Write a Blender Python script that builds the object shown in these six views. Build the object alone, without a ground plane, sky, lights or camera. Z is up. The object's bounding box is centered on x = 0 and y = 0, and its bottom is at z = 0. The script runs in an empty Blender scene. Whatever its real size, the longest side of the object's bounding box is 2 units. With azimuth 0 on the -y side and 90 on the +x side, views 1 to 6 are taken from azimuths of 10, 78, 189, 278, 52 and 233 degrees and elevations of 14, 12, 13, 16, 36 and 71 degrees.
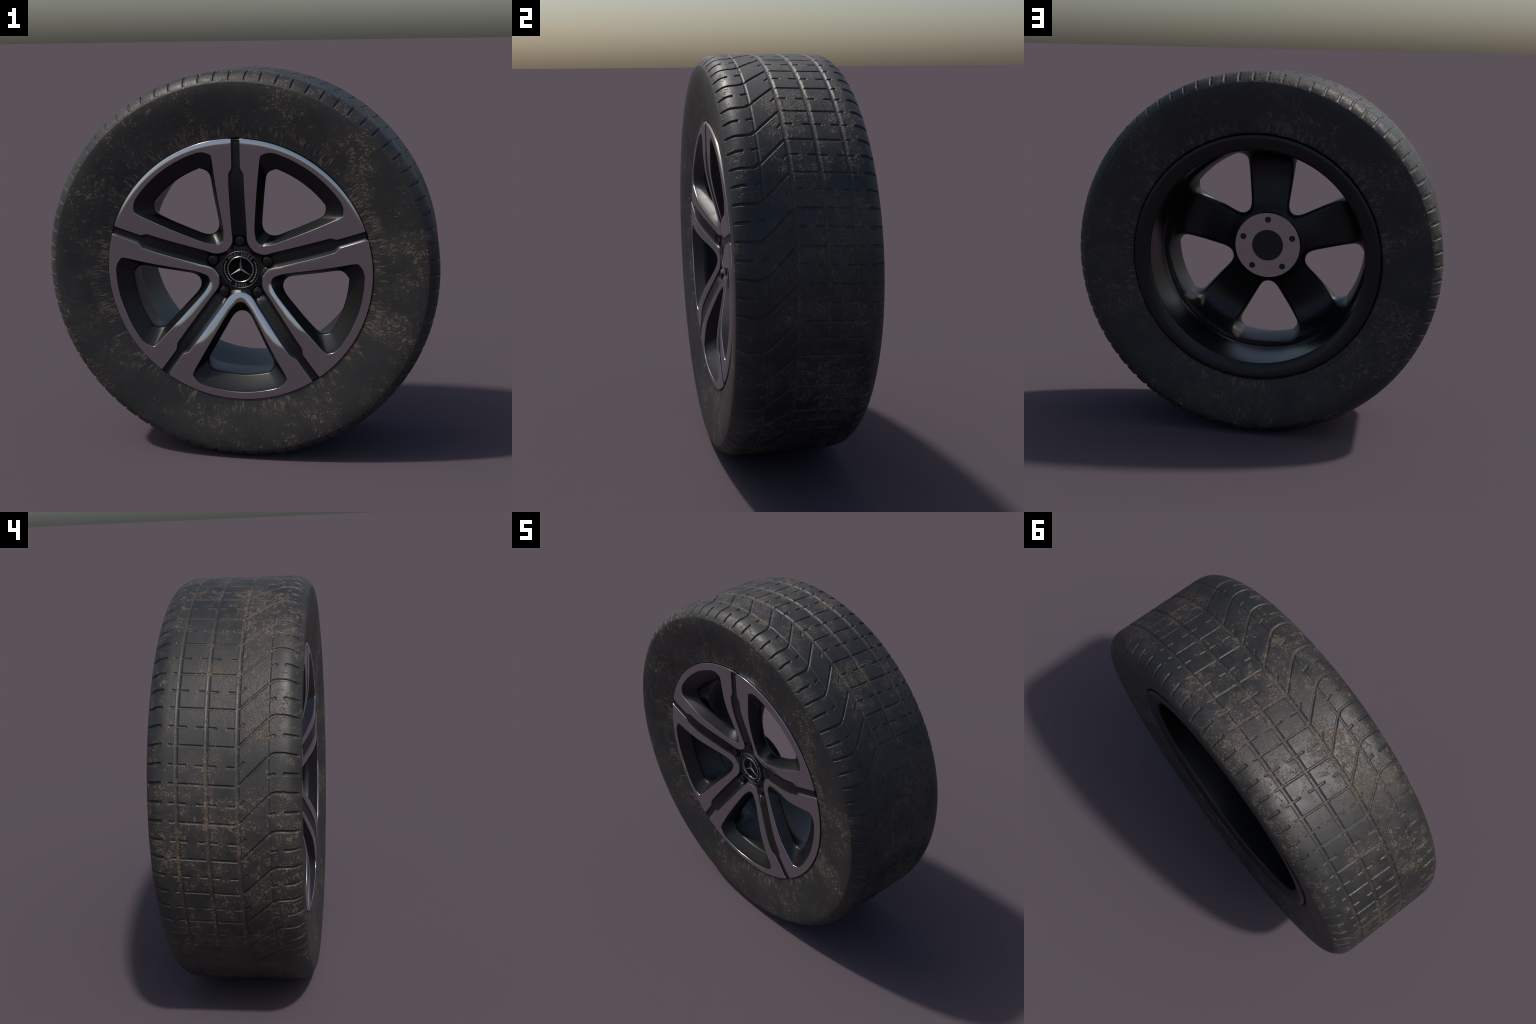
import bpy, math, random
import numpy as np
from mathutils import Matrix, Vector

random.seed(7)
PI = math.pi
CENTRE_Z = 1.0            # wheel axle runs along y at this height
SECTOR = 2 * PI / 5       # five spokes

# ------------------------------------------------------------------ helpers
def link(obj, parent=None, loc=(0, 0, 0)):
    bpy.context.scene.collection.objects.link(obj)
    obj.parent = parent
    obj.location = loc
    return obj

def mesh_from(name, verts, faces, mat=None, smooth=True):
    me = bpy.data.meshes.new(name)
    me.from_pydata([tuple(v) for v in verts], [], [tuple(f) for f in faces])
    me.update()
    me.polygons.foreach_set("use_smooth", [smooth] * len(me.polygons))
    if mat:
        me.materials.append(mat)
    return me

def grid_mesh(name, P, mat, close_u=False, close_v=False):
    """P: array (nu, nv, 3) -> smooth quad mesh, built with foreach_set."""
    nu, nv = P.shape[:2]
    idx = np.arange(nu * nv).reshape(nu, nv)
    iu = np.arange(nu if close_u else nu - 1)
    iv = np.arange(nv if close_v else nv - 1)
    a = idx[iu][:, iv]
    b = idx[(iu + 1) % nu][:, iv]
    c = idx[(iu + 1) % nu][:, (iv + 1) % nv]
    d = idx[iu][:, (iv + 1) % nv]
    F = np.stack([a, b, c, d], -1).reshape(-1, 4)
    me = bpy.data.meshes.new(name)
    me.vertices.add(nu * nv)
    me.vertices.foreach_set("co", P.reshape(-1).astype(np.float32))
    me.loops.add(F.size)
    me.loops.foreach_set("vertex_index", F.reshape(-1).astype(np.int32))
    me.polygons.add(len(F))
    me.polygons.foreach_set("loop_start", np.arange(0, F.size, 4, dtype=np.int32))
    me.polygons.foreach_set("use_smooth", np.ones(len(F), dtype=bool))
    me.update(calc_edges=True)
    me.validate()
    me.materials.append(mat)
    return me

def catmull(pts, n=12):
    pts = np.array(pts, float)
    ext = np.vstack([2 * pts[0] - pts[1], pts, 2 * pts[-1] - pts[-2]])
    out = []
    t = np.linspace(0, 1, n, endpoint=False)[:, None]
    for i in range(1, len(ext) - 2):
        p0, p1, p2, p3 = ext[i - 1:i + 3]
        out.append(.5 * (2 * p1 + (p2 - p0) * t + (2 * p0 - 5 * p1 + 4 * p2 - p3) * t ** 2 + (3 * p1 - p0 - 3 * p2 + p3) * t ** 3))
    out.append(pts[-1:])
    return np.vstack(out)

def resample(poly, n, last=False):
    poly = np.array(poly, float)
    d = np.r_[0, np.cumsum(np.linalg.norm(np.diff(poly, axis=0), axis=1))]
    s = np.linspace(0, d[-1], n + 1)
    if not last:
        s = s[:-1]
    return np.stack([np.interp(s, d, poly[:, k]) for k in range(poly.shape[1])], 1)

def arc(r, a0, a1, n=24):
    """angles from the window axis (towards +lateral), returns (lat, rad)"""
    a = np.linspace(a0, a1, n)
    return np.stack([r * np.sin(a), r * np.cos(a)], 1)

def revolve(name, prof, mat, n=240, closed=False):
    """prof: list of (r, y) ; wheel-centred coordinates"""
    p = np.array(prof, float)
    t = np.linspace(0, 2 * PI, n, endpoint=False)
    P = np.empty((n, len(p), 3))
    P[:, :, 0] = np.sin(t)[:, None] * p[None, :, 0]
    P[:, :, 1] = p[None, :, 1]
    P[:, :, 2] = np.cos(t)[:, None] * p[None, :, 0]
    return grid_mesh(name, P, mat, close_u=True, close_v=closed)

def fillet_profile(pts, rad, n=5):
    """round the corners of an open (r, y) polyline"""
    pts = [np.array(p, float) for p in pts]
    out = [pts[0]]
    for a, b, c in zip(pts, pts[1:], pts[2:]):
        u, v = a - b, c - b
        lu, lv = np.linalg.norm(u), np.linalg.norm(v)
        k = min(rad, lu * .45, lv * .45)
        p, q = b + u / lu * k, b + v / lv * k
        for t in np.linspace(0, 1, n):
            out.append((1 - t) ** 2 * p + 2 * t * (1 - t) * b + t * t * q)
    out.append(pts[-1])
    return out

def sharp_by_angle(me, deg):
    me.set_sharp_from_angle(angle=math.radians(deg))

# ------------------------------------------------------------------ materials
class Nodes:
    def __init__(self, name):
        self.mat = bpy.data.materials.new(name)
        self.mat.use_nodes = True
        self.t = self.mat.node_tree
        self.t.nodes.clear()
        self.out = self.t.nodes.new("ShaderNodeOutputMaterial")
        self.b = self.t.nodes.new("ShaderNodeBsdfPrincipled")
        self.t.links.new(self.b.outputs[0], self.out.inputs[0])
    def n(self, typ, **kw):
        nd = self.t.nodes.new(typ)
        for k, v in kw.items():
            setattr(nd, k, v)
        return nd
    def put(self, sock, v):
        if v is None:
            return
        if isinstance(v, bpy.types.NodeSocket):
            self.t.links.new(v, sock)
        else:
            sock.default_value = v
    def math(self, op, a, b=None, c=None, clamp=False):
        nd = self.n("ShaderNodeMath", operation=op, use_clamp=clamp)
        for i, v in enumerate((a, b, c)):
            self.put(nd.inputs[i], v)
        return nd.outputs[0]
    def ramp(self, v, lo, hi, a=0.0, b=1.0, smooth=True):
        nd = self.n("ShaderNodeMapRange", interpolation_type='SMOOTHSTEP' if smooth else 'LINEAR')
        for i, x in enumerate((v, lo, hi, a, b)):
            self.put(nd.inputs[i], x)
        return nd.outputs[0]
    def noise(self, vec, scale, detail=4, rough=.55, dist=0.0):
        nd = self.n("ShaderNodeTexNoise")
        self.put(nd.inputs["Vector"], vec)
        nd.inputs["Scale"].default_value = scale
        nd.inputs["Detail"].default_value = detail
        nd.inputs["Roughness"].default_value = rough
        nd.inputs["Distortion"].default_value = dist
        return nd.outputs["Fac"]
    def mixc(self, f, a, b):
        nd = self.n("ShaderNodeMix", data_type='RGBA')
        self.put(nd.inputs[0], f)
        self.put(nd.inputs[6], a)
        self.put(nd.inputs[7], b)
        return nd.outputs[2]
    def combine(self, x, y, z):
        nd = self.n("ShaderNodeCombineXYZ")
        for i, v in enumerate((x, y, z)):
            self.put(nd.inputs[i], v)
        return nd.outputs[0]
    def set(self, **kw):
        for k, v in kw.items():
            self.put(self.b.inputs[k.replace("_", " ")], v)

def plain(name, col, rough, metal=0.0, spec=.5, coat=0.0):
    m = Nodes(name)
    m.set(Base_Color=(*col, 1), Roughness=rough, Metallic=metal)
    m.b.inputs["Specular IOR Level"].default_value = spec
    m.b.inputs["Coat Weight"].default_value = coat
    return m.mat

RUBBER_DARK = (.0140, .0143, .0147, 1)
RUBBER_GREY = (.0205, .0206, .0210, 1)
MUD = (.185, .138, .098, 1)
MUD_DARK = (.070, .054, .041, 1)

def polar(m):
    """wheel-centred coordinates: (x, y, z), radius, unit direction"""
    oc = m.n("ShaderNodeTexCoord").outputs["Object"]
    sp = m.n("ShaderNodeSeparateXYZ")
    m.t.links.new(oc, sp.inputs[0])
    x, y, z = sp.outputs
    r = m.math('SQRT', m.math('ADD', m.math('MULTIPLY', x, x), m.math('MULTIPLY', z, z)))
    return oc, x, y, z, r

def tread_material():
    m = Nodes("dusty_tread_rubber")
    oc, x, y, z, r = polar(m)
    patch = m.noise(oc, 3.6, 3, .6)                    # where the dirt lies
    blot = m.noise(oc, 16, 5, .65, .3)
    speck = m.math('ADD', m.math('MULTIPLY', m.noise(oc, 112, 3, .6), .65), m.math('MULTIPLY', m.noise(oc, 34, 3, .5), .35))
    fine = m.noise(oc, 170, 2, .6)
    area = m.ramp(m.math('ADD', m.math('MULTIPLY', patch, .60), m.math('MULTIPLY', blot, .45)), .42, .64)
    # dirt caught in the grooves of the flat crown (depth below the crown radius)
    ay = m.math('ABSOLUTE', y)
    depth = m.math('SUBTRACT', .9985, r)
    groove = m.math('MULTIPLY', m.ramp(depth, .0008, .004), m.ramp(ay, .250, .225))
    thr = m.math('SUBTRACT', m.math('SUBTRACT', .640, m.math('MULTIPLY', area, .145)), m.math('MULTIPLY', groove, .04))
    dirt = m.ramp(m.math('SUBTRACT', speck, thr), -.02, .07)
    film = m.math('MULTIPLY', area, .22)
    cover = m.math('MAXIMUM', dirt, m.math('MAXIMUM', film, m.math('MULTIPLY', groove, m.math('ADD', .10, m.math('MULTIPLY', area, .38)))))
    base = m.mixc(m.ramp(m.noise(oc, 5, 4), .35, .7), RUBBER_DARK, RUBBER_GREY)
    mud = m.mixc(m.ramp(fine, .35, .68), MUD_DARK, MUD)
    col = m.mixc(m.math('MULTIPLY', cover, .68), base, mud)
    rough = m.math('ADD', m.ramp(m.noise(oc, 22, 4), .3, .7, .46, .54), m.math('MULTIPLY', dirt, .25))
    m.set(Base_Color=col, Roughness=rough)
    bp = m.n("ShaderNodeBump")
    bp.inputs["Strength"].default_value = .5
    bp.inputs["Distance"].default_value = .005
    h = m.math('ADD', m.math('MULTIPLY', dirt, .55), m.math('MULTIPLY', m.math('MULTIPLY', fine, area), .45))
    m.t.links.new(m.math('ADD', h, m.math('MULTIPLY', fine, .04)), bp.inputs["Height"])
    m.t.links.new(bp.outputs[0], m.b.inputs["Normal"])
    return m.mat

def sidewall_material():
    m = Nodes("dusty_sidewall_rubber")
    oc, x, y, z, r = polar(m)
    ux, uz = m.math('DIVIDE', x, r), m.math('DIVIDE', z, r)
    side = m.math('MULTIPLY', y, 3.0)
    # streaks drawn out along the radius close to the rim, round specks further out
    def streak(k_ang, k_rad):
        return m.combine(m.math('MULTIPLY', ux, k_ang), m.math('ADD', side, m.math('MULTIPLY', r, k_rad)), m.math('MULTIPLY', uz, k_ang))
    rimward = m.ramp(r, .785, .715)
    patch = m.noise(oc, 3.0, 3, .6)
    blot = m.noise(oc, 11, 5, .65, .4)
    speck = m.math('ADD', m.math('MULTIPLY', m.noise(streak(90, 84), 1.0, 3, .6), .66), m.math('MULTIPLY', m.noise(oc, 34, 3, .5), .32))
    lines = m.math('ADD', m.math('MULTIPLY', m.noise(streak(60, 22), 1.0, 2, .5), .7), m.math('MULTIPLY', m.noise(oc, 18, 3, .5), .3))
    fine = m.noise(oc, 160, 2, .6)
    area = m.ramp(m.math('ADD', m.math('MULTIPLY', patch, .60), m.math('MULTIPLY', blot, .45)), .43, .65)
    s1 = m.ramp(m.math('SUBTRACT', speck, m.math('SUBTRACT', .645, m.math('MULTIPLY', area, .140))), -.015, .06)
    s2 = m.math('MULTIPLY', m.ramp(m.math('SUBTRACT', lines, m.math('SUBTRACT', .585, m.math('MULTIPLY', area, .135))), -.02, .10), rimward)
    dirt = m.math('MAXIMUM', m.math('MULTIPLY', s1, m.math('SUBTRACT', 1.0, m.math('MULTIPLY', rimward, .7))), m.math('MULTIPLY', s2, .75))
    film = m.math('MULTIPLY', area, .15)
    cover = m.math('MAXIMUM', dirt, film)
    base = m.mixc(m.ramp(m.noise(oc, 4, 4), .35, .7), RUBBER_DARK, RUBBER_GREY)
    mud = m.mixc(m.ramp(fine, .35, .68), MUD_DARK, MUD)
    col = m.mixc(m.math('MULTIPLY', cover, .88), base, mud)
    rough = m.math('ADD', m.ramp(m.noise(oc, 18, 4), .3, .7, .48, .57), m.math('MULTIPLY', dirt, .25))
    m.set(Base_Color=col, Roughness=rough)
    bp = m.n("ShaderNodeBump")
    bp.inputs["Strength"].default_value = .45
    bp.inputs["Distance"].default_value = .004
    m.t.links.new(m.math('ADD', dirt, m.math('MULTIPLY', fine, .08)), bp.inputs["Height"])
    m.t.links.new(bp.outputs[0], m.b.inputs["Normal"])
    return m.mat

M_TREAD = tread_material()
M_SIDE = sidewall_material()
M_BLACK = plain("black_gloss_paint", (.0018, .0018, .002), .38)
M_BARREL = plain("black_barrel_paint", (.0018, .0018, .002), .33)
M_SILVER = plain("machined_aluminium", (.56, .555, .56), .12, metal=1.0)
M_BOLT = plain("black_bolt_steel", (.002, .002, .0021), .36)
M_CAP = plain("black_cap_enamel", (.002, .002, .0022), .35, spec=.12)
M_CHROME = plain("brushed_chrome", (.46, .46, .47), .22, metal=1.0)
M_RELIEF = plain("grey_cap_relief", (.21, .21, .215), .5, metal=1.0)
M_BORE = plain("dark_bore_steel", (.012, .012, .0125), .45)

# ------------------------------------------------------------------ root
wheel = bpy.data.objects.new("car_wheel", None)
link(wheel)
wheel["label"] = "dusty car wheel with black and silver five-spoke rim"
wheel["category"] = "car wheel"
C = (0, 0, CENTRE_Z)

# ------------------------------------------------------------------ tyre
CROWN = [(0, 1.0), (.10, 1.0), (.20, 1.0), (.245, .9985), (.276, .990), (.300, .973), (.313, .957), (.3188, .946)]
N_PITCH, PITCH = 40, 9.0      # tread pattern repeats every nine degrees
COLS = 90                     # columns per pitch

def box_groove(Y, A, p, q, width, depth, edge=.0018):
    """trapezoid groove between two (y, degrees) points on the unrolled tread"""
    rad = PI / 180
    out = np.zeros_like(Y)
    for shift in (-2, -1, 0, 1, 2):
        a0 = np.array([p[0], (p[1] + shift * PITCH) * rad])
        a1 = np.array([q[0], (q[1] + shift * PITCH) * rad])
        d = a1 - a0
        L = np.hypot(*d)
        u = d / L
        dx, dy = Y - a0[0], A * rad - a0[1]
        t = dx * u[0] + dy * u[1]
        s = np.abs(dx * -u[1] + dy * u[0])
        inside = np.minimum(width / 2 - s, np.minimum(t, L - t))
        out = np.maximum(out, depth * np.clip(inside / edge + .5, 0, 1))
    return out

def path_groove(Y, A, pts, width, depth, edge=.0018):
    h = np.zeros_like(Y)
    for i, (p, q) in enumerate(zip(pts, pts[1:])):
        p, q = np.array(p, float), np.array(q, float)
        d = q - p
        e = np.array([d[0], math.radians(d[1])])
        k = .45 * width / np.hypot(*e)
        h = np.maximum(h, box_groove(Y, A, p - (d * k if i else 0), q + (d * k if i < len(pts) - 2 else 0), width, depth, edge))
    return h

RIBS = [(.1780, .1975, .0058), (.0525, .0745, .0062), (-.0745, -.0525, .0058), (-.1945, -.1830, .0034)]

def tread_depth(Y, A):
    h = np.zeros_like(Y)
    for a, b, dep in RIBS:
        e = .0030
        c, w = (a + b) / 2, (b - a) / 2
        x = np.clip(np.abs(Y - c) / (w + e / 2), 0, 1)
        h = np.maximum(h, dep * (1 - x * x) ** .75)
    full = lambda y: 5.1 + 3.4 * y         # full-width cross grooves
    half = lambda y: .45 + 3.8 * y         # short sipes half way between them
    w = .0095
    h = np.maximum(h, box_groove(Y, A, (-.060, full(-.060)), (.2165, full(.2165)), w, .0046))
    for a, b in ((.2165, .190), (.185, .145), (.103, .065), (.060, .0215), (-.0225, -.065)):
        h = np.maximum(h, box_groove(Y, A, (a, half(a)), (b, half(b)), w * .95, .0048))
    # slanted grooves of the outer rib and their short stubs
    h = np.maximum(h, box_groove(Y, A, (-.070, 5.1), (-.190, 11.75), .0088, .0058))
    h = np.maximum(h, box_groove(Y, A, (-.070, .35 - .2), (-.0925, 1.65), .0080, .0038))
    # front shoulder: curved lateral grooves and slots between them
    wide = np.clip((.3165 + Y) / .010, 0, 1)      # fade towards the sidewall edge
    h = np.maximum(h, wide * path_groove(Y, A, [(-.190, 11.55), (-.206, 12.30), (-.222, 12.55), (-.25, 12.55), (-.29, 12.30), (-.335, 12.10)], .0110, .0068))
    h = np.maximum(h, wide * box_groove(Y, A, (-.2515, 7.85), (-.335, 7.65), .0120, .0070))
    h = np.maximum(h, box_groove(Y, A, (-.187, 7.35), (-.2175, 7.85), .0105, .0058))
    # rear shoulder slots, two to a pitch
    wide = np.clip((.3165 - Y) / .010, 0, 1)
    for a in (1.45, 5.95):
        h = np.maximum(h, wide * box_groove(Y, A, (.2500, a), (.335, a - .15), .0140, .0078))
    return h

def build_tread():
    half = catmull(CROWN, 16)
    prof = np.vstack([half[::-1] * [-1, 1], half[1:]])
    d = np.r_[0, np.cumsum(np.linalg.norm(np.diff(prof, axis=0), axis=1))]
    y_of = lambda s: np.interp(s, d, prof[:, 0])
    s = np.linspace(0, d[-1], 215)
    extra = []
    for a, b, _ in RIBS:
        for v in (a - .0015, a + .0008, a + .0030, b - .0030, b - .0008, b + .0015):
            extra.append(np.interp(v, prof[:, 0], d))
    s = np.sort(np.r_[s, extra])
    yy = y_of(s)
    rr = np.interp(s, d, prof[:, 1])
    ty, tr = np.gradient(yy, s), np.gradient(rr, s)
    ln = np.hypot(ty, tr)
    ny, nr = -tr / ln, ty / ln                  # outward normal of the profile
    a = np.arange(COLS) * PITCH / COLS
    Y, A = np.meshgrid(yy, a, indexing='ij')
    H = np.tile(tread_depth(Y, A), (1, N_PITCH))      # rows x columns
    T = np.radians(np.arange(COLS * N_PITCH) * PITCH / COLS)
    R = rr[:, None] - H * nr[:, None]
    P = np.empty((len(T), len(yy), 3))
    P[:, :, 0] = (R * np.sin(T)).T
    P[:, :, 1] = (yy[:, None] - H * ny[:, None]).T
    P[:, :, 2] = (R * np.cos(T)).T
    return grid_mesh("tread", P, M_TREAD, close_u=True)


SIDE = [(.946, .3188), (.930, .3200), (.905, .3195), (.87, .3160), (.83, .3100), (.785, .3020), (.74, .2935), (.710, .2870), (.692, .2835), (.682, .2815), (.6775, .2790), (.6758, .272), (.674, .255), (.668, .20)]
side_curve = catmull(SIDE, 6)
rear_curve = catmull(SIDE[:-6] + [(.694, .2838), (.685, .2805), (.6800, .2745), (.6785, .262), (.670, .20)], 6)   # the bead sits a little back from the rear flange
side_mesh = revolve("sidewall", [(r, y) for r, y in rear_curve], M_SIDE, 360)
# casing inside the tyre, hidden behind tread and sidewalls, carries the visible parts
casing = catmull([(.690, -.255), (.80, -.285), (.90, -.295), (.965, -.270), (.980, -.15), (.980, 0), (.980, .15), (.965, .270), (.90, .295), (.80, .285), (.690, .255)], 5)
tyre = link(bpy.data.objects.new("tyre", revolve("tyre", casing, M_SIDE, 180)), wheel, C)
link(bpy.data.objects.new("tread", build_tread()), tyre)
link(bpy.data.objects.new("sidewall", side_mesh), tyre)
link(bpy.data.objects.new("sidewall", revolve("sidewall", [(r, -y) for r, y in side_curve[::-1]], M_SIDE, 360)), tyre)

# ------------------------------------------------------------------ rim barrel
BARREL = [(.600, -.020), (.6000, .01), (.598, .05), (.594, .15), (.590, .272), (.600, .2795), (.624, .2885), (.656, .2940), (.672, .2915), (.6765, .283),
          (.676, .262), (.640, .245), (.612, .20), (.612, -.05), (.640, -.20), (.668, -.235), (.6745, -.262)]
rim = link(bpy.data.objects.new("rim", revolve("rim", fillet_profile(BARREL, .010), M_BARREL, 300)), wheel, C)

# ------------------------------------------------------------------ spokes
A36 = SECTOR / 2

FACE = catmull([(.08, -.2065), (.118, -.213), (.16, -.2205), (.21, -.2335), (.29, -.2545), (.37, -.2742), (.44, -.2868), (.51, -.2910), (.58, -.2913), (.62, -.2913),
                (.648, -.2911), (.662, -.2898), (.6745, -.2868)], 10)

def face_y(r):
    """height of the dished, machined face"""
    return np.interp(r, FACE[:, 0], FACE[:, 1])

def throat_y(r):
    return np.interp(r, [.22, .30, .42, .56], [-.170, -.194, -.222, -.238])

def sd(s, d):
    """spoke coordinates (along, aside) -> window coordinates (lat, rad)"""
    s, d = np.asarray(s, float), np.asarray(d, float)
    return np.stack([s * math.sin(A36) - d * math.cos(A36), s * math.cos(A36) + d * math.sin(A36)], -1)

NSEG = (34, 44, 6, 14, 10, 18)      # apex, side, step, outer side, corner, outer arc

def half_loop(segs):
    out = []
    for i, (sg, n) in enumerate(zip(segs, NSEG)):
        out.append(resample(sg, n, last=(i == len(segs) - 1)))
    return np.vstack(out)

def corner_angle(p):
    return math.atan2(p[0], p[1])

# window throat (the narrowest opening)
t_apex = catmull([(0, .2285), (.017, .231), (.033, .2405), (.046, .254), (.058, .272)], 8)
t_a, t_b = np.array((.058, .272)), np.array((.1665, .466))
t_cut = [t_a + (t_b - t_a) * k for k in (0, .74, .82, 1)]
t_corner = catmull([(.1665, .466), (.1725, .488), (.1675, .511), (.150, .535)], 8)
L_throat = half_loop([t_apex, t_cut[:2], t_cut[1:3], t_cut[2:], t_corner, arc(.5560, corner_angle((.150, .535)), 0)])

# front edge of the window
def edge_d(s):
    return .0842 + (s - .264) * .111
e_apex = catmull([(0, .169), (.018, .1735), (.0345, .188), (.058, .216), tuple(sd(.264, edge_d(.264)))], 8)
e_line = lambda a, b: [sd(s, edge_d(s)) for s in np.linspace(a, b, 5)]
e_corner = [tuple(sd(.565, edge_d(.565))), (.2455, .545), (.2478, .5540), (.2462, .5580), (.2300, .5822), (.2215, .5900), (.200, .6027)]
L_edge = half_loop([e_apex, e_line(.264, .475), e_line(.475, .500), e_line(.500, .565), e_corner, arc(.635, corner_angle((.200, .6027)), 0)])

# outer edge of the machined face: apex, groove edge with its step, rim circle
R_OUT = .6745
G_IN, G_OUT = .0380, .0215
o_apex = catmull([(0, .1180), (.0312, .1262), (.053, .1385), (.070, .158), tuple(sd(.200, G_IN))], 8)
o_end = sd(math.sqrt(R_OUT ** 2 - G_OUT ** 2), G_OUT)
o_ang = corner_angle(o_end)
L_outer = half_loop([o_apex, [sd(.200, G_IN), sd(.501, G_IN)], [sd(.501, G_IN), sd(.531, G_OUT)], [sd(.531, G_OUT), sd(.64, G_OUT)],
                     [sd(.64, G_OUT), o_end], arc(R_OUT, o_ang, 0)])
N = len(L_outer)
nA, nB, nS, nO, nC, nD = NSEG
i_arc = N - nD - 1                      # first vertex lying on the rim circle

def rad_of(L):
    return np.hypot(L[:, 0], L[:, 1])

def to_xyz(L, y, centre_angle, mirror=False):
    r, a = rad_of(L), np.arctan2(L[:, 0], L[:, 1])
    th = centre_angle + a
    x = r * np.sin(th)
    if mirror:
        x = -x
    return np.stack([x, y, r * np.cos(th)], 1)

def s_of(L):
    """distance along the spoke axis"""
    return L[:, 0] * math.sin(A36) + L[:, 1] * math.cos(A36)

def d_of(L):
    return -L[:, 0] * math.cos(A36) + L[:, 1] * math.sin(A36)

# ---- machined face frame round one window ------------------------------------
def frame_loops():
    loops = []
    e_y, o_y = face_y(rad_of(L_edge)), face_y(rad_of(L_outer))
    # unit direction across the band
    cross = L_outer - L_edge
    w = np.linalg.norm(cross, axis=1)[:, None]
    u = cross / w
    taper = np.clip((.56 - np.minimum(s_of(L_edge), s_of(L_outer))) / .16, 0, 1)
    taper = taper * taper * (3 - 2 * taper)
    crown = .0030 * taper + .0003
    band = [.0010, .0026] + [None] * 7 + [-.0026, -.0010]
    loops.append((L_edge - u * .0006, e_y + crown + .0060))
    loops.append((L_edge - u * .0001, e_y + crown + .0010))
    for j, inset in enumerate(band):
        if inset is None:
            t = np.full((N, 1), (j - 1) / 8.0)
        else:
            t = inset / w if inset > 0 else 1 + inset / w
        L = L_edge * (1 - t) + L_outer * t
        loops.append((L, face_y(rad_of(L)) + crown * (2 * t[:, 0] - 1) ** 2))
    loops.append((L_outer + u * .0001, o_y + crown + .0010))
    loops.append((L_outer + u * .0006, o_y + crown + .0060))
    return loops

fl = frame_loops()
right = np.stack([to_xyz(L, y, 0.0) for L, y in fl])              # loops x N
left = np.stack([to_xyz(L, y, 0.0, True) for L, y in fl])
P = np.concatenate([right, left[:, -2:0:-1]], axis=1).transpose(1, 0, 2)
frame_mesh = grid_mesh("machined_face", P, M_SILVER, close_u=True)

# ---- black spoke body: window walls, back, and the channel along the front -----
HUB_R, PAD_R = .085, .19
FLOOR_IN, FLOOR_OUT = .0062, .0065

BACK = catmull([(.17, -.135), (.20, -.146), (.25, -.165), (.33, -.184), (.40, -.192), (.45, -.187), (.49, -.172), (.52, -.149), (.545, -.117), (.559, -.094), (.566, -.075), (.576, -.060), (.588, -.047), (.597, -.034), (.600, -.020)], 8)

def back_y(s):
    return np.interp(s, BACK[:, 0], BACK[:, 1])

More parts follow.
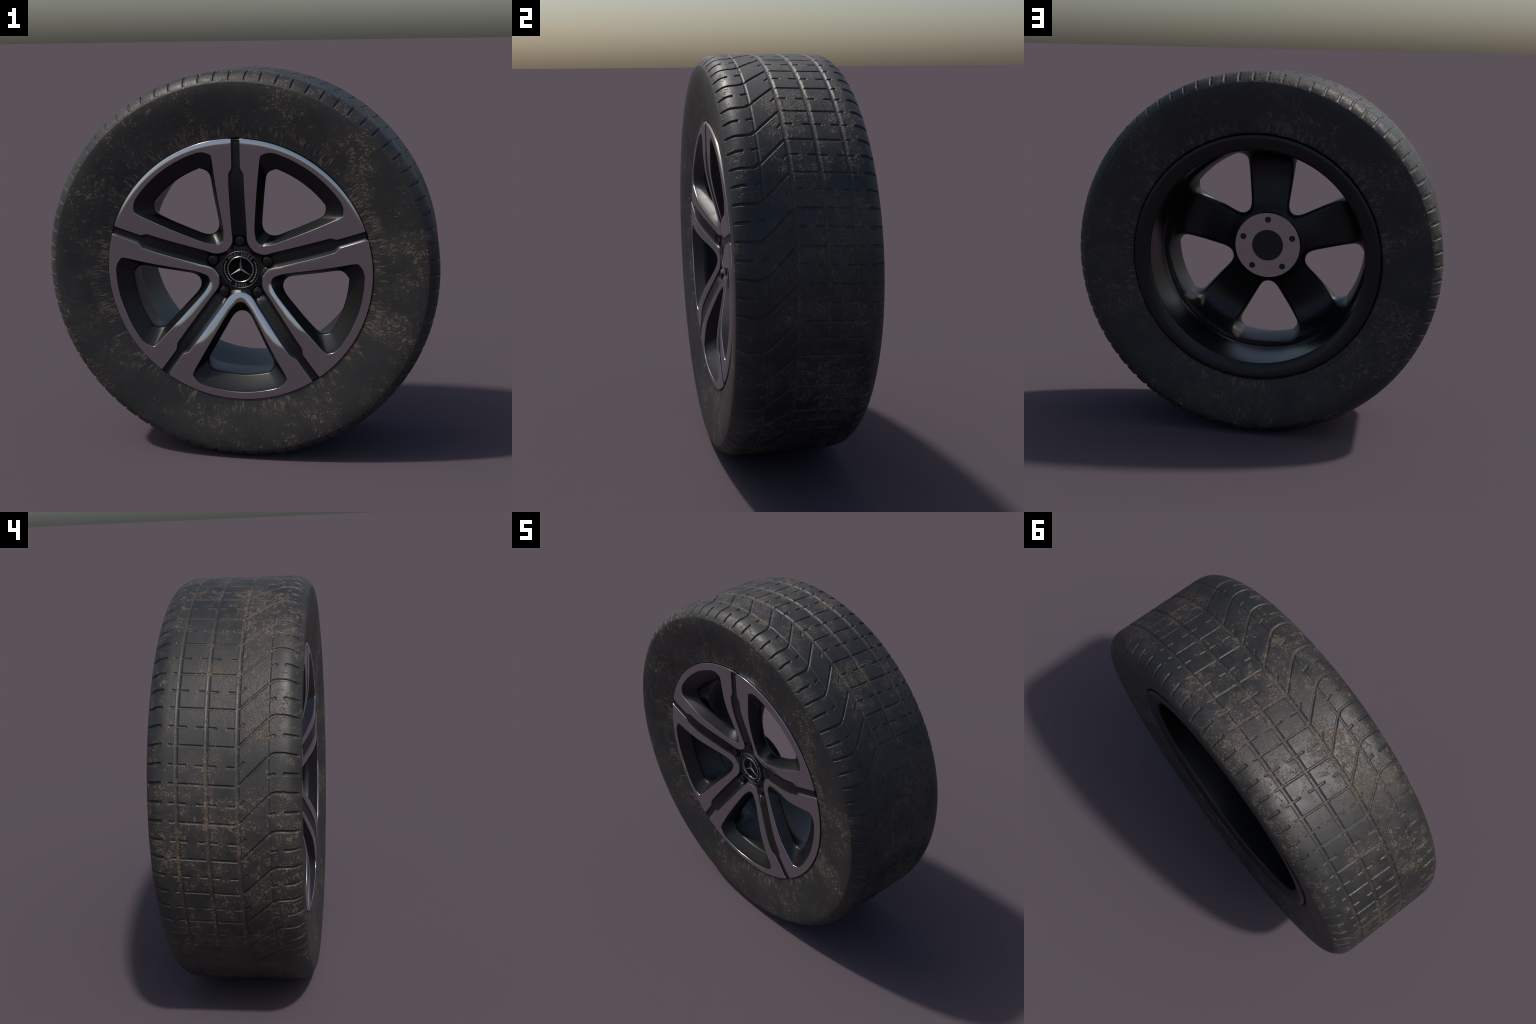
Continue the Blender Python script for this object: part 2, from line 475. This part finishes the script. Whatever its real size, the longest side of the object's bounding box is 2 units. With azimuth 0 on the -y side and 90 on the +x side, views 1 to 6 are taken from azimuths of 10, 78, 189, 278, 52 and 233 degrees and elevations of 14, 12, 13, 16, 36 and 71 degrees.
def body_patches():
    patches = []
    # window wall and rounded back
    wall = []
    e_y = face_y(rad_of(L_edge)) + .0035
    t_y = throat_y(rad_of(L_throat))
    for t in np.linspace(0, 1, 13):
        k = t
        L = L_edge * (1 - k) + L_throat * k
        f = k ** 1.12
        wall.append((L, e_y * (1 - f) + t_y * f))
    # back: from throat to hub pad / spoke axis / barrel
    segs = [np.vstack([arc(PAD_R, 0, A36), [sd(.24, 0)]]), [sd(.24, 0), sd(.46, 0)], [sd(.46, 0), sd(.50, 0)], [sd(.50, 0), sd(.60, 0)],
            arc(.60, A36, corner_angle((.150, .535)), 12), arc(.60, corner_angle((.150, .535)), 0)]
    L_back = half_loop(segs)
    gap = np.linalg.norm(L_back - L_throat, axis=1)
    # width of the rounding beside each opening: broad along the spokes, tight at the rim
    ROLL = np.interp(np.arange(N), [0, i_arc - nC - nO, i_arc - nC // 2, i_arc + 9, N], [.023, .023, .036, .018, .016])
    ROLL = np.convolve(np.pad(ROLL, 5, mode='edge'), np.ones(11) / 11, mode='valid')
    kr = np.clip(ROLL / gap, 0, .75)
    ks = [kr * q for q in (.015, .06, .14, .27, .45, .70)] + [kr + (1 - kr) * t for t in np.linspace(0, 1, 9)]
    for k in ks:
        L = L_throat + (L_back - L_throat) * k[:, None]
        x = np.clip(k * gap / np.minimum(ROLL, .95 * gap), 0, 1)
        g = 1 - np.sqrt(np.clip(1 - (1 - x) ** 2, 0, 1))
        yb = back_y(rad_of(L))
        wall.append((L, yb + (t_y - yb) * g))
    patches.append(wall)
    # channel: wall under the machined edge, floor, spoke axis
    o_y = face_y(rad_of(L_outer)) + .0022
    s_o, d_o = s_of(L_outer), d_of(L_outer)
    on_arc = np.arange(N) >= i_arc
    in_apex = np.arange(N) < nA
    axis_segs = [np.vstack([arc(HUB_R, 0, A36), [sd(.200, 0)]]), [sd(.200, 0), sd(.501, 0)], [sd(.501, 0), sd(.531, 0)], [sd(.531, 0), sd(.64, 0)],
                 [sd(.64, 0), sd(R_OUT, 0)], arc(R_OUT + .0005, A36, 0)]
    L_axis = half_loop(axis_segs)
    depth = np.interp(s_o, [.1, .50, .535, .70], [FLOOR_IN, FLOOR_IN, FLOOR_OUT, FLOOR_OUT])
    f_y = face_y(np.clip(s_o, .19, .66)) + depth
    hub_y = -.2035
    f_y = np.where(in_apex, hub_y + (f_y[nA] - hub_y) * np.clip((np.arange(N) / nA - .6) / .4, 0, 1), f_y)
    f_y = np.where(on_arc, -.262, f_y)
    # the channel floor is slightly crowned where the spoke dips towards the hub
    FLOOR_CROWN = np.where(on_arc | in_apex, 0.0, 0.0 * np.clip((.50 - s_o) / .06, 0, 1) * np.clip((s_o - .20) / .06, 0, 1))
    gap = np.linalg.norm(L_axis - L_outer, axis=1)
    kw = np.clip(.020 / np.maximum(gap, 1e-4), 0, .60)
    chan = [(L_outer + (L_axis - L_outer) * 0.0, o_y)]
    for t in (.12, .25, .4, .55, .7, .85, 1.0):
        k = kw * t
        L = L_outer + (L_axis - L_outer) * k[:, None]
        f = math.sin(t * PI / 2) ** 1.15
        chan.append((L, o_y + (f_y - .001 - o_y) * f))
    for t in np.linspace(0, 1, 13)[1:]:
        k = kw + (1 - kw) * t
        L = L_outer + (L_axis - L_outer) * k[:, None]
        chan.append((L, f_y - .001 - FLOOR_CROWN * t * t * (3 - 2 * t)))
    # conical seats for the wheel bolts
    seat = []
    for L, y in chan:
        dist = np.hypot(s_of(L) - .150, d_of(L))
        k = np.clip((.0345 - dist) / .007, 0, 1)
        seat.append((L, np.where(on_arc, y, y + .0035 * k * k * (3 - 2 * k))))
    patches.append(seat)
    return patches

def build_spoke():
    V, F, NRM = [], [], []
    patches = body_patches()
    for patch in patches:
        for mirror in (False, True):
            G = np.stack([to_xyz(L, y, -A36, mirror) for L, y in patch])     # loops x N x 3
            S = np.array(G)
            if patch is patches[1]:          # soften: the cast channel shades like a deeper, rounder trough
                S[:, :i_arc, 1] = G[:1, :i_arc, 1] + (G[:, :i_arc, 1] - G[:1, :i_arc, 1]) * 2.2
            du = np.gradient(S, axis=0)
            dv = np.gradient(S, axis=1)
            nrm = np.cross(dv, du)
            if mirror:
                nrm = -nrm
            # across the window centre line the surface goes on mirrored: keep the normal in that plane
            sgn = -1 if mirror else 1
            tang = np.array([math.cos(-A36) * sgn, 0, -math.sin(-A36)])
            if mirror:
                tang = np.array([-math.cos(-A36), 0, -math.sin(-A36)])
            for col in (0, -1):
                nrm[:, col] -= (nrm[:, col] @ tang)[:, None] * tang
            # along the spoke axis (last loop, side part) the halves meet mirrored as well
            nrm[-1, nA + 2:i_arc, 0] = 0
            ln = np.linalg.norm(nrm, axis=2, keepdims=True)
            nrm = nrm / np.maximum(ln, 1e-12)
            base = len(V) and sum(len(v) for v in V)
            m, n = G.shape[:2]
            V.append(G.reshape(-1, 3))
            NRM.append(nrm.reshape(-1, 3))
            idx = base + np.arange(m * n).reshape(m, n)
            q = np.stack([idx[:-1, :-1], idx[:-1, 1:], idx[1:, 1:], idx[1:, :-1]], -1).reshape(-1, 4)
            if mirror:
                q = q[:, ::-1]
            F.append(q)
    V, F, NRM = np.vstack(V), np.vstack(F), np.vstack(NRM)
    me = mesh_from("spoke", V, F, M_BLACK)
    # make geometric and custom normals agree
    fn = np.array([p.normal for p in me.polygons])
    vn = NRM[F].mean(axis=1)
    agree = (fn * vn).sum(1)
    return me, NRM, agree

spoke_mesh, spoke_normals, agree = build_spoke()
if np.median(agree) < 0:
    spoke_normals = -spoke_normals
spoke_mesh.normals_split_custom_set_from_vertices([tuple(v) for v in spoke_normals])

for k in range(5):
    ob = link(bpy.data.objects.new("spoke", spoke_mesh), rim)
    ob.rotation_euler = (0, k * SECTOR, 0)
    fr = link(bpy.data.objects.new("machined_face", frame_mesh), rim)
    fr.rotation_euler = (0, (k + .5) * SECTOR, 0)

# ------------------------------------------------------------------ hub
PAD_Y = -.105
# mounting pad at the back with bore and bolt holes (boolean cut from a disc)
def cyl_object(name, r, y0, y1, x=0, z=0, n=48):
    t = np.linspace(0, 2 * PI, n, endpoint=False)
    vs = [(x + r * math.sin(a), y0, z + r * math.cos(a)) for a in t] + [(x + r * math.sin(a), y1, z + r * math.cos(a)) for a in t]
    fs = [list(range(n))[::-1], list(range(n, 2 * n))] + [[i, (i + 1) % n, n + (i + 1) % n, n + i] for i in range(n)]
    me = bpy.data.meshes.new(name)
    me.from_pydata(vs, [], fs)
    import bmesh
    bm = bmesh.new()
    bm.from_mesh(me)
    bmesh.ops.recalc_face_normals(bm, faces=bm.faces)
    bm.to_mesh(me)
    bm.free()
    ob = bpy.data.objects.new(name, me)
    bpy.context.scene.collection.objects.link(ob)
    return ob

def boolean(ob, cutter):
    md = ob.modifiers.new("cut", 'BOOLEAN')
    md.operation = 'DIFFERENCE'
    md.solver = 'EXACT'
    md.object = cutter
    dg = bpy.context.evaluated_depsgraph_get()
    me = bpy.data.meshes.new_from_object(ob.evaluated_get(dg))
    ob.modifiers.clear()
    ob.data = me
    bpy.data.objects.remove(cutter)

pad = cyl_object("mounting_pad", PAD_R, -.175, PAD_Y, n=120)
boolean(pad, cyl_object("cutter", .0910, -.1085, PAD_Y + .02, n=96))
for k in range(5):
    a = k * SECTOR
    boolean(pad, cyl_object("cutter", .0178, -.1110, PAD_Y + .02, .151 * math.sin(a), .151 * math.cos(a)))
pad.name = "mounting_pad"
pad.data.name = "mounting_pad"
pad.data.materials.clear()
pad.data.materials.append(M_SILVER)
pad.data.materials.append(M_BORE)
for p in pad.data.polygons:
    c = p.center
    rear = p.normal.y > .9 and c.y > PAD_Y - .001
    p.material_index = 0 if rear else 1
pad.parent = wheel
pad.location = C

# front hub cap
cap_prof = fillet_profile([(.0005, -.2070), (.0655, -.2070), (.0660, -.2085), (.0930, -.2085), (.0935, -.2115), (.0965, -.2115), (.0970, -.1950)], .0008, 3)
cap = link(bpy.data.objects.new("centre_cap", revolve("centre_cap", cap_prof, M_CAP, 120)), wheel, C)
sharp_by_angle(cap.data, 35)

def ring(name, r0, r1, y_base, y_top, mat, parent, bevel=.0012):
    prof = [(r0, y_base), (r0, y_top + bevel), (r0 + bevel, y_top), (r1 - bevel, y_top), (r1, y_top + bevel), (r1, y_base)]
    me = revolve(name, prof, mat, 120)
    sharp_by_angle(me, 40)
    return link(bpy.data.objects.new(name, me), parent)

ring("cap_ring", .0622, .0690, -.2065, -.2125, M_CHROME, cap, .0018)
ring("cap_ring", .0948, .0968, -.2080, -.2122, M_RELIEF, cap, .0006)

# three-pointed star: each arm a ridge tapering to the ring
def star_mesh():
    tip, root, ridge = .0640, .0086, .0065
    vs = [(0, -.2070 - ridge, 0)]
    fs = []
    for k in range(3):
        a = k * 2 * PI / 3
        vs.append((tip * math.sin(a), -.2085, tip * math.cos(a)))
    for k in range(3):
        a = (k + .5) * 2 * PI / 3
        vs.append((root * math.sin(a), -.2068, root * math.cos(a)))
    for k in range(3):
        fs.append((0, 1 + k, 4 + k))
        fs.append((0, 4 + k, 1 + (k + 1) % 3))
    return mesh_from("star", vs, fs, M_CHROME, smooth=False)
link(bpy.data.objects.new("star", star_mesh()), cap)

# lettering round the cap
def letter_mesh(ch, size, mat):
    cu = bpy.data.curves.new("letter", 'FONT')
    cu.body = ch
    cu.size = size
    cu.align_x = 'CENTER'
    cu.extrude = .0008
    cu.offset = .0007
    cu.resolution_u = 4
    tmp = bpy.data.objects.new("tmp", cu)
    bpy.context.scene.collection.objects.link(tmp)
    dg = bpy.context.evaluated_depsgraph_get()
    me = bpy.data.meshes.new_from_object(tmp.evaluated_get(dg))
    bpy.data.objects.remove(tmp)
    me.name = "letter"
    me.materials.clear()
    me.materials.append(mat)
    return me

def place_letters(word, radius, size, mid_deg, step_deg, upright):
    n = len(word)
    for i, ch in enumerate(word):
        me = letter_mesh(ch, size, M_RELIEF)
        off = (i - (n - 1) / 2) * step_deg
        ob = bpy.data.objects.new("letter", me)
        link(ob, cap)
        a = math.radians(mid_deg + (off if upright else -off))
        # text plane (x right, y up) -> wheel front: x, z ; facing -y
        if upright:
            right = Vector((math.cos(a), 0, -math.sin(a)))
            up = Vector((math.sin(a), 0, math.cos(a)))
        else:
            right = Vector((-math.cos(a), 0, math.sin(a)))
            up = Vector((-math.sin(a), 0, -math.cos(a)))
        nrm = Vector((0, -1, 0))
        M = Matrix((right, up, nrm)).transposed().to_4x4()
        M.translation = Vector((radius * math.sin(a), -.2093, radius * math.cos(a)))
        ob.matrix_local = M
place_letters("MERCEDES", .0738, .0245, 0, 12.3, True)
place_letters("BENZ", .0905, .0225, 180, 11.6, False)

# laurel sprays left and right: many small leaflets joined
def laurel_mesh():
    V, F = [], []
    def leaflet(cx, cz, ang, ln, wd):
        b = len(V)
        dx, dz = math.sin(ang), math.cos(ang)
        px, pz = math.cos(ang), -math.sin(ang)
        y0, y1 = -.2085, -.2102
        V.extend([(cx, y0, cz), (cx + dx * ln * .5 + px * wd, y0, cz + dz * ln * .5 + pz * wd), (cx + dx * ln, y0, cz + dz * ln),
                  (cx + dx * ln * .5 - px * wd, y0, cz + dz * ln * .5 - pz * wd), (cx + dx * ln * .5, y1, cz + dz * ln * .5)])
        F.extend([(b, b + 1, b + 4), (b + 1, b + 2, b + 4), (b + 2, b + 3, b + 4), (b + 3, b, b + 4)])
    for side in (1, -1):
        for i in range(13):
            a = side * math.radians(64 + i * 6.6)
            for rr, turn in ((.0775, -.75), (.0835, 0.0), (.0885, .75)):
                x, z = rr * math.sin(a), rr * math.cos(a)
                tang = a - side * PI / 2
                leaflet(x, z, tang - side * turn, .0100, .0019)
    return mesh_from("laurel_relief", V, F, M_RELIEF, smooth=False)
lau = link(bpy.data.objects.new("laurel_relief", laurel_mesh()), cap)
lau["kind"] = "stuff"

# wheel bolts: domed hexagon heads
def bolt_mesh():
    V, F = [], []
    n = 48
    rings = [(.0275, -.1900, 0), (.0275, -.2040, 0), (.0262, -.2052, 0), (.0255, -.2058, .9), (.0252, -.2105, .9), (.0238, -.2138, .8), (.0205, -.2154, .5), (.0100, -.2162, .0), (.0004, -.2164, 0)]
    for r, y, hx in rings:
        for i in range(n):
            a = 2 * PI * i / n
            m = (a + PI / 6) % (PI / 3) - PI / 6
            hexr = math.cos(PI / 6) / math.cos(m) * 1.06
            k = r * (1 + hx * (min(hexr, 1.07) - 1) )
            V.append((k * math.sin(a), y, k * math.cos(a)))
    for j in range(len(rings) - 1):
        for i in range(n):
            F.append((j * n + i, (j + 1) * n + i, (j + 1) * n + (i + 1) % n, j * n + (i + 1) % n))
    me = mesh_from("wheel_bolt", V, F, M_BOLT)
    sharp_by_angle(me, 38)
    return me
bm_ = bolt_mesh()
for k in range(5):
    a = k * SECTOR
    ob = link(bpy.data.objects.new("wheel_bolt", bm_), wheel, (.150 * math.sin(a), 0, CENTRE_Z + .150 * math.cos(a)))
    ob.rotation_euler = (0, a, 0)

bpy.context.view_layer.update()
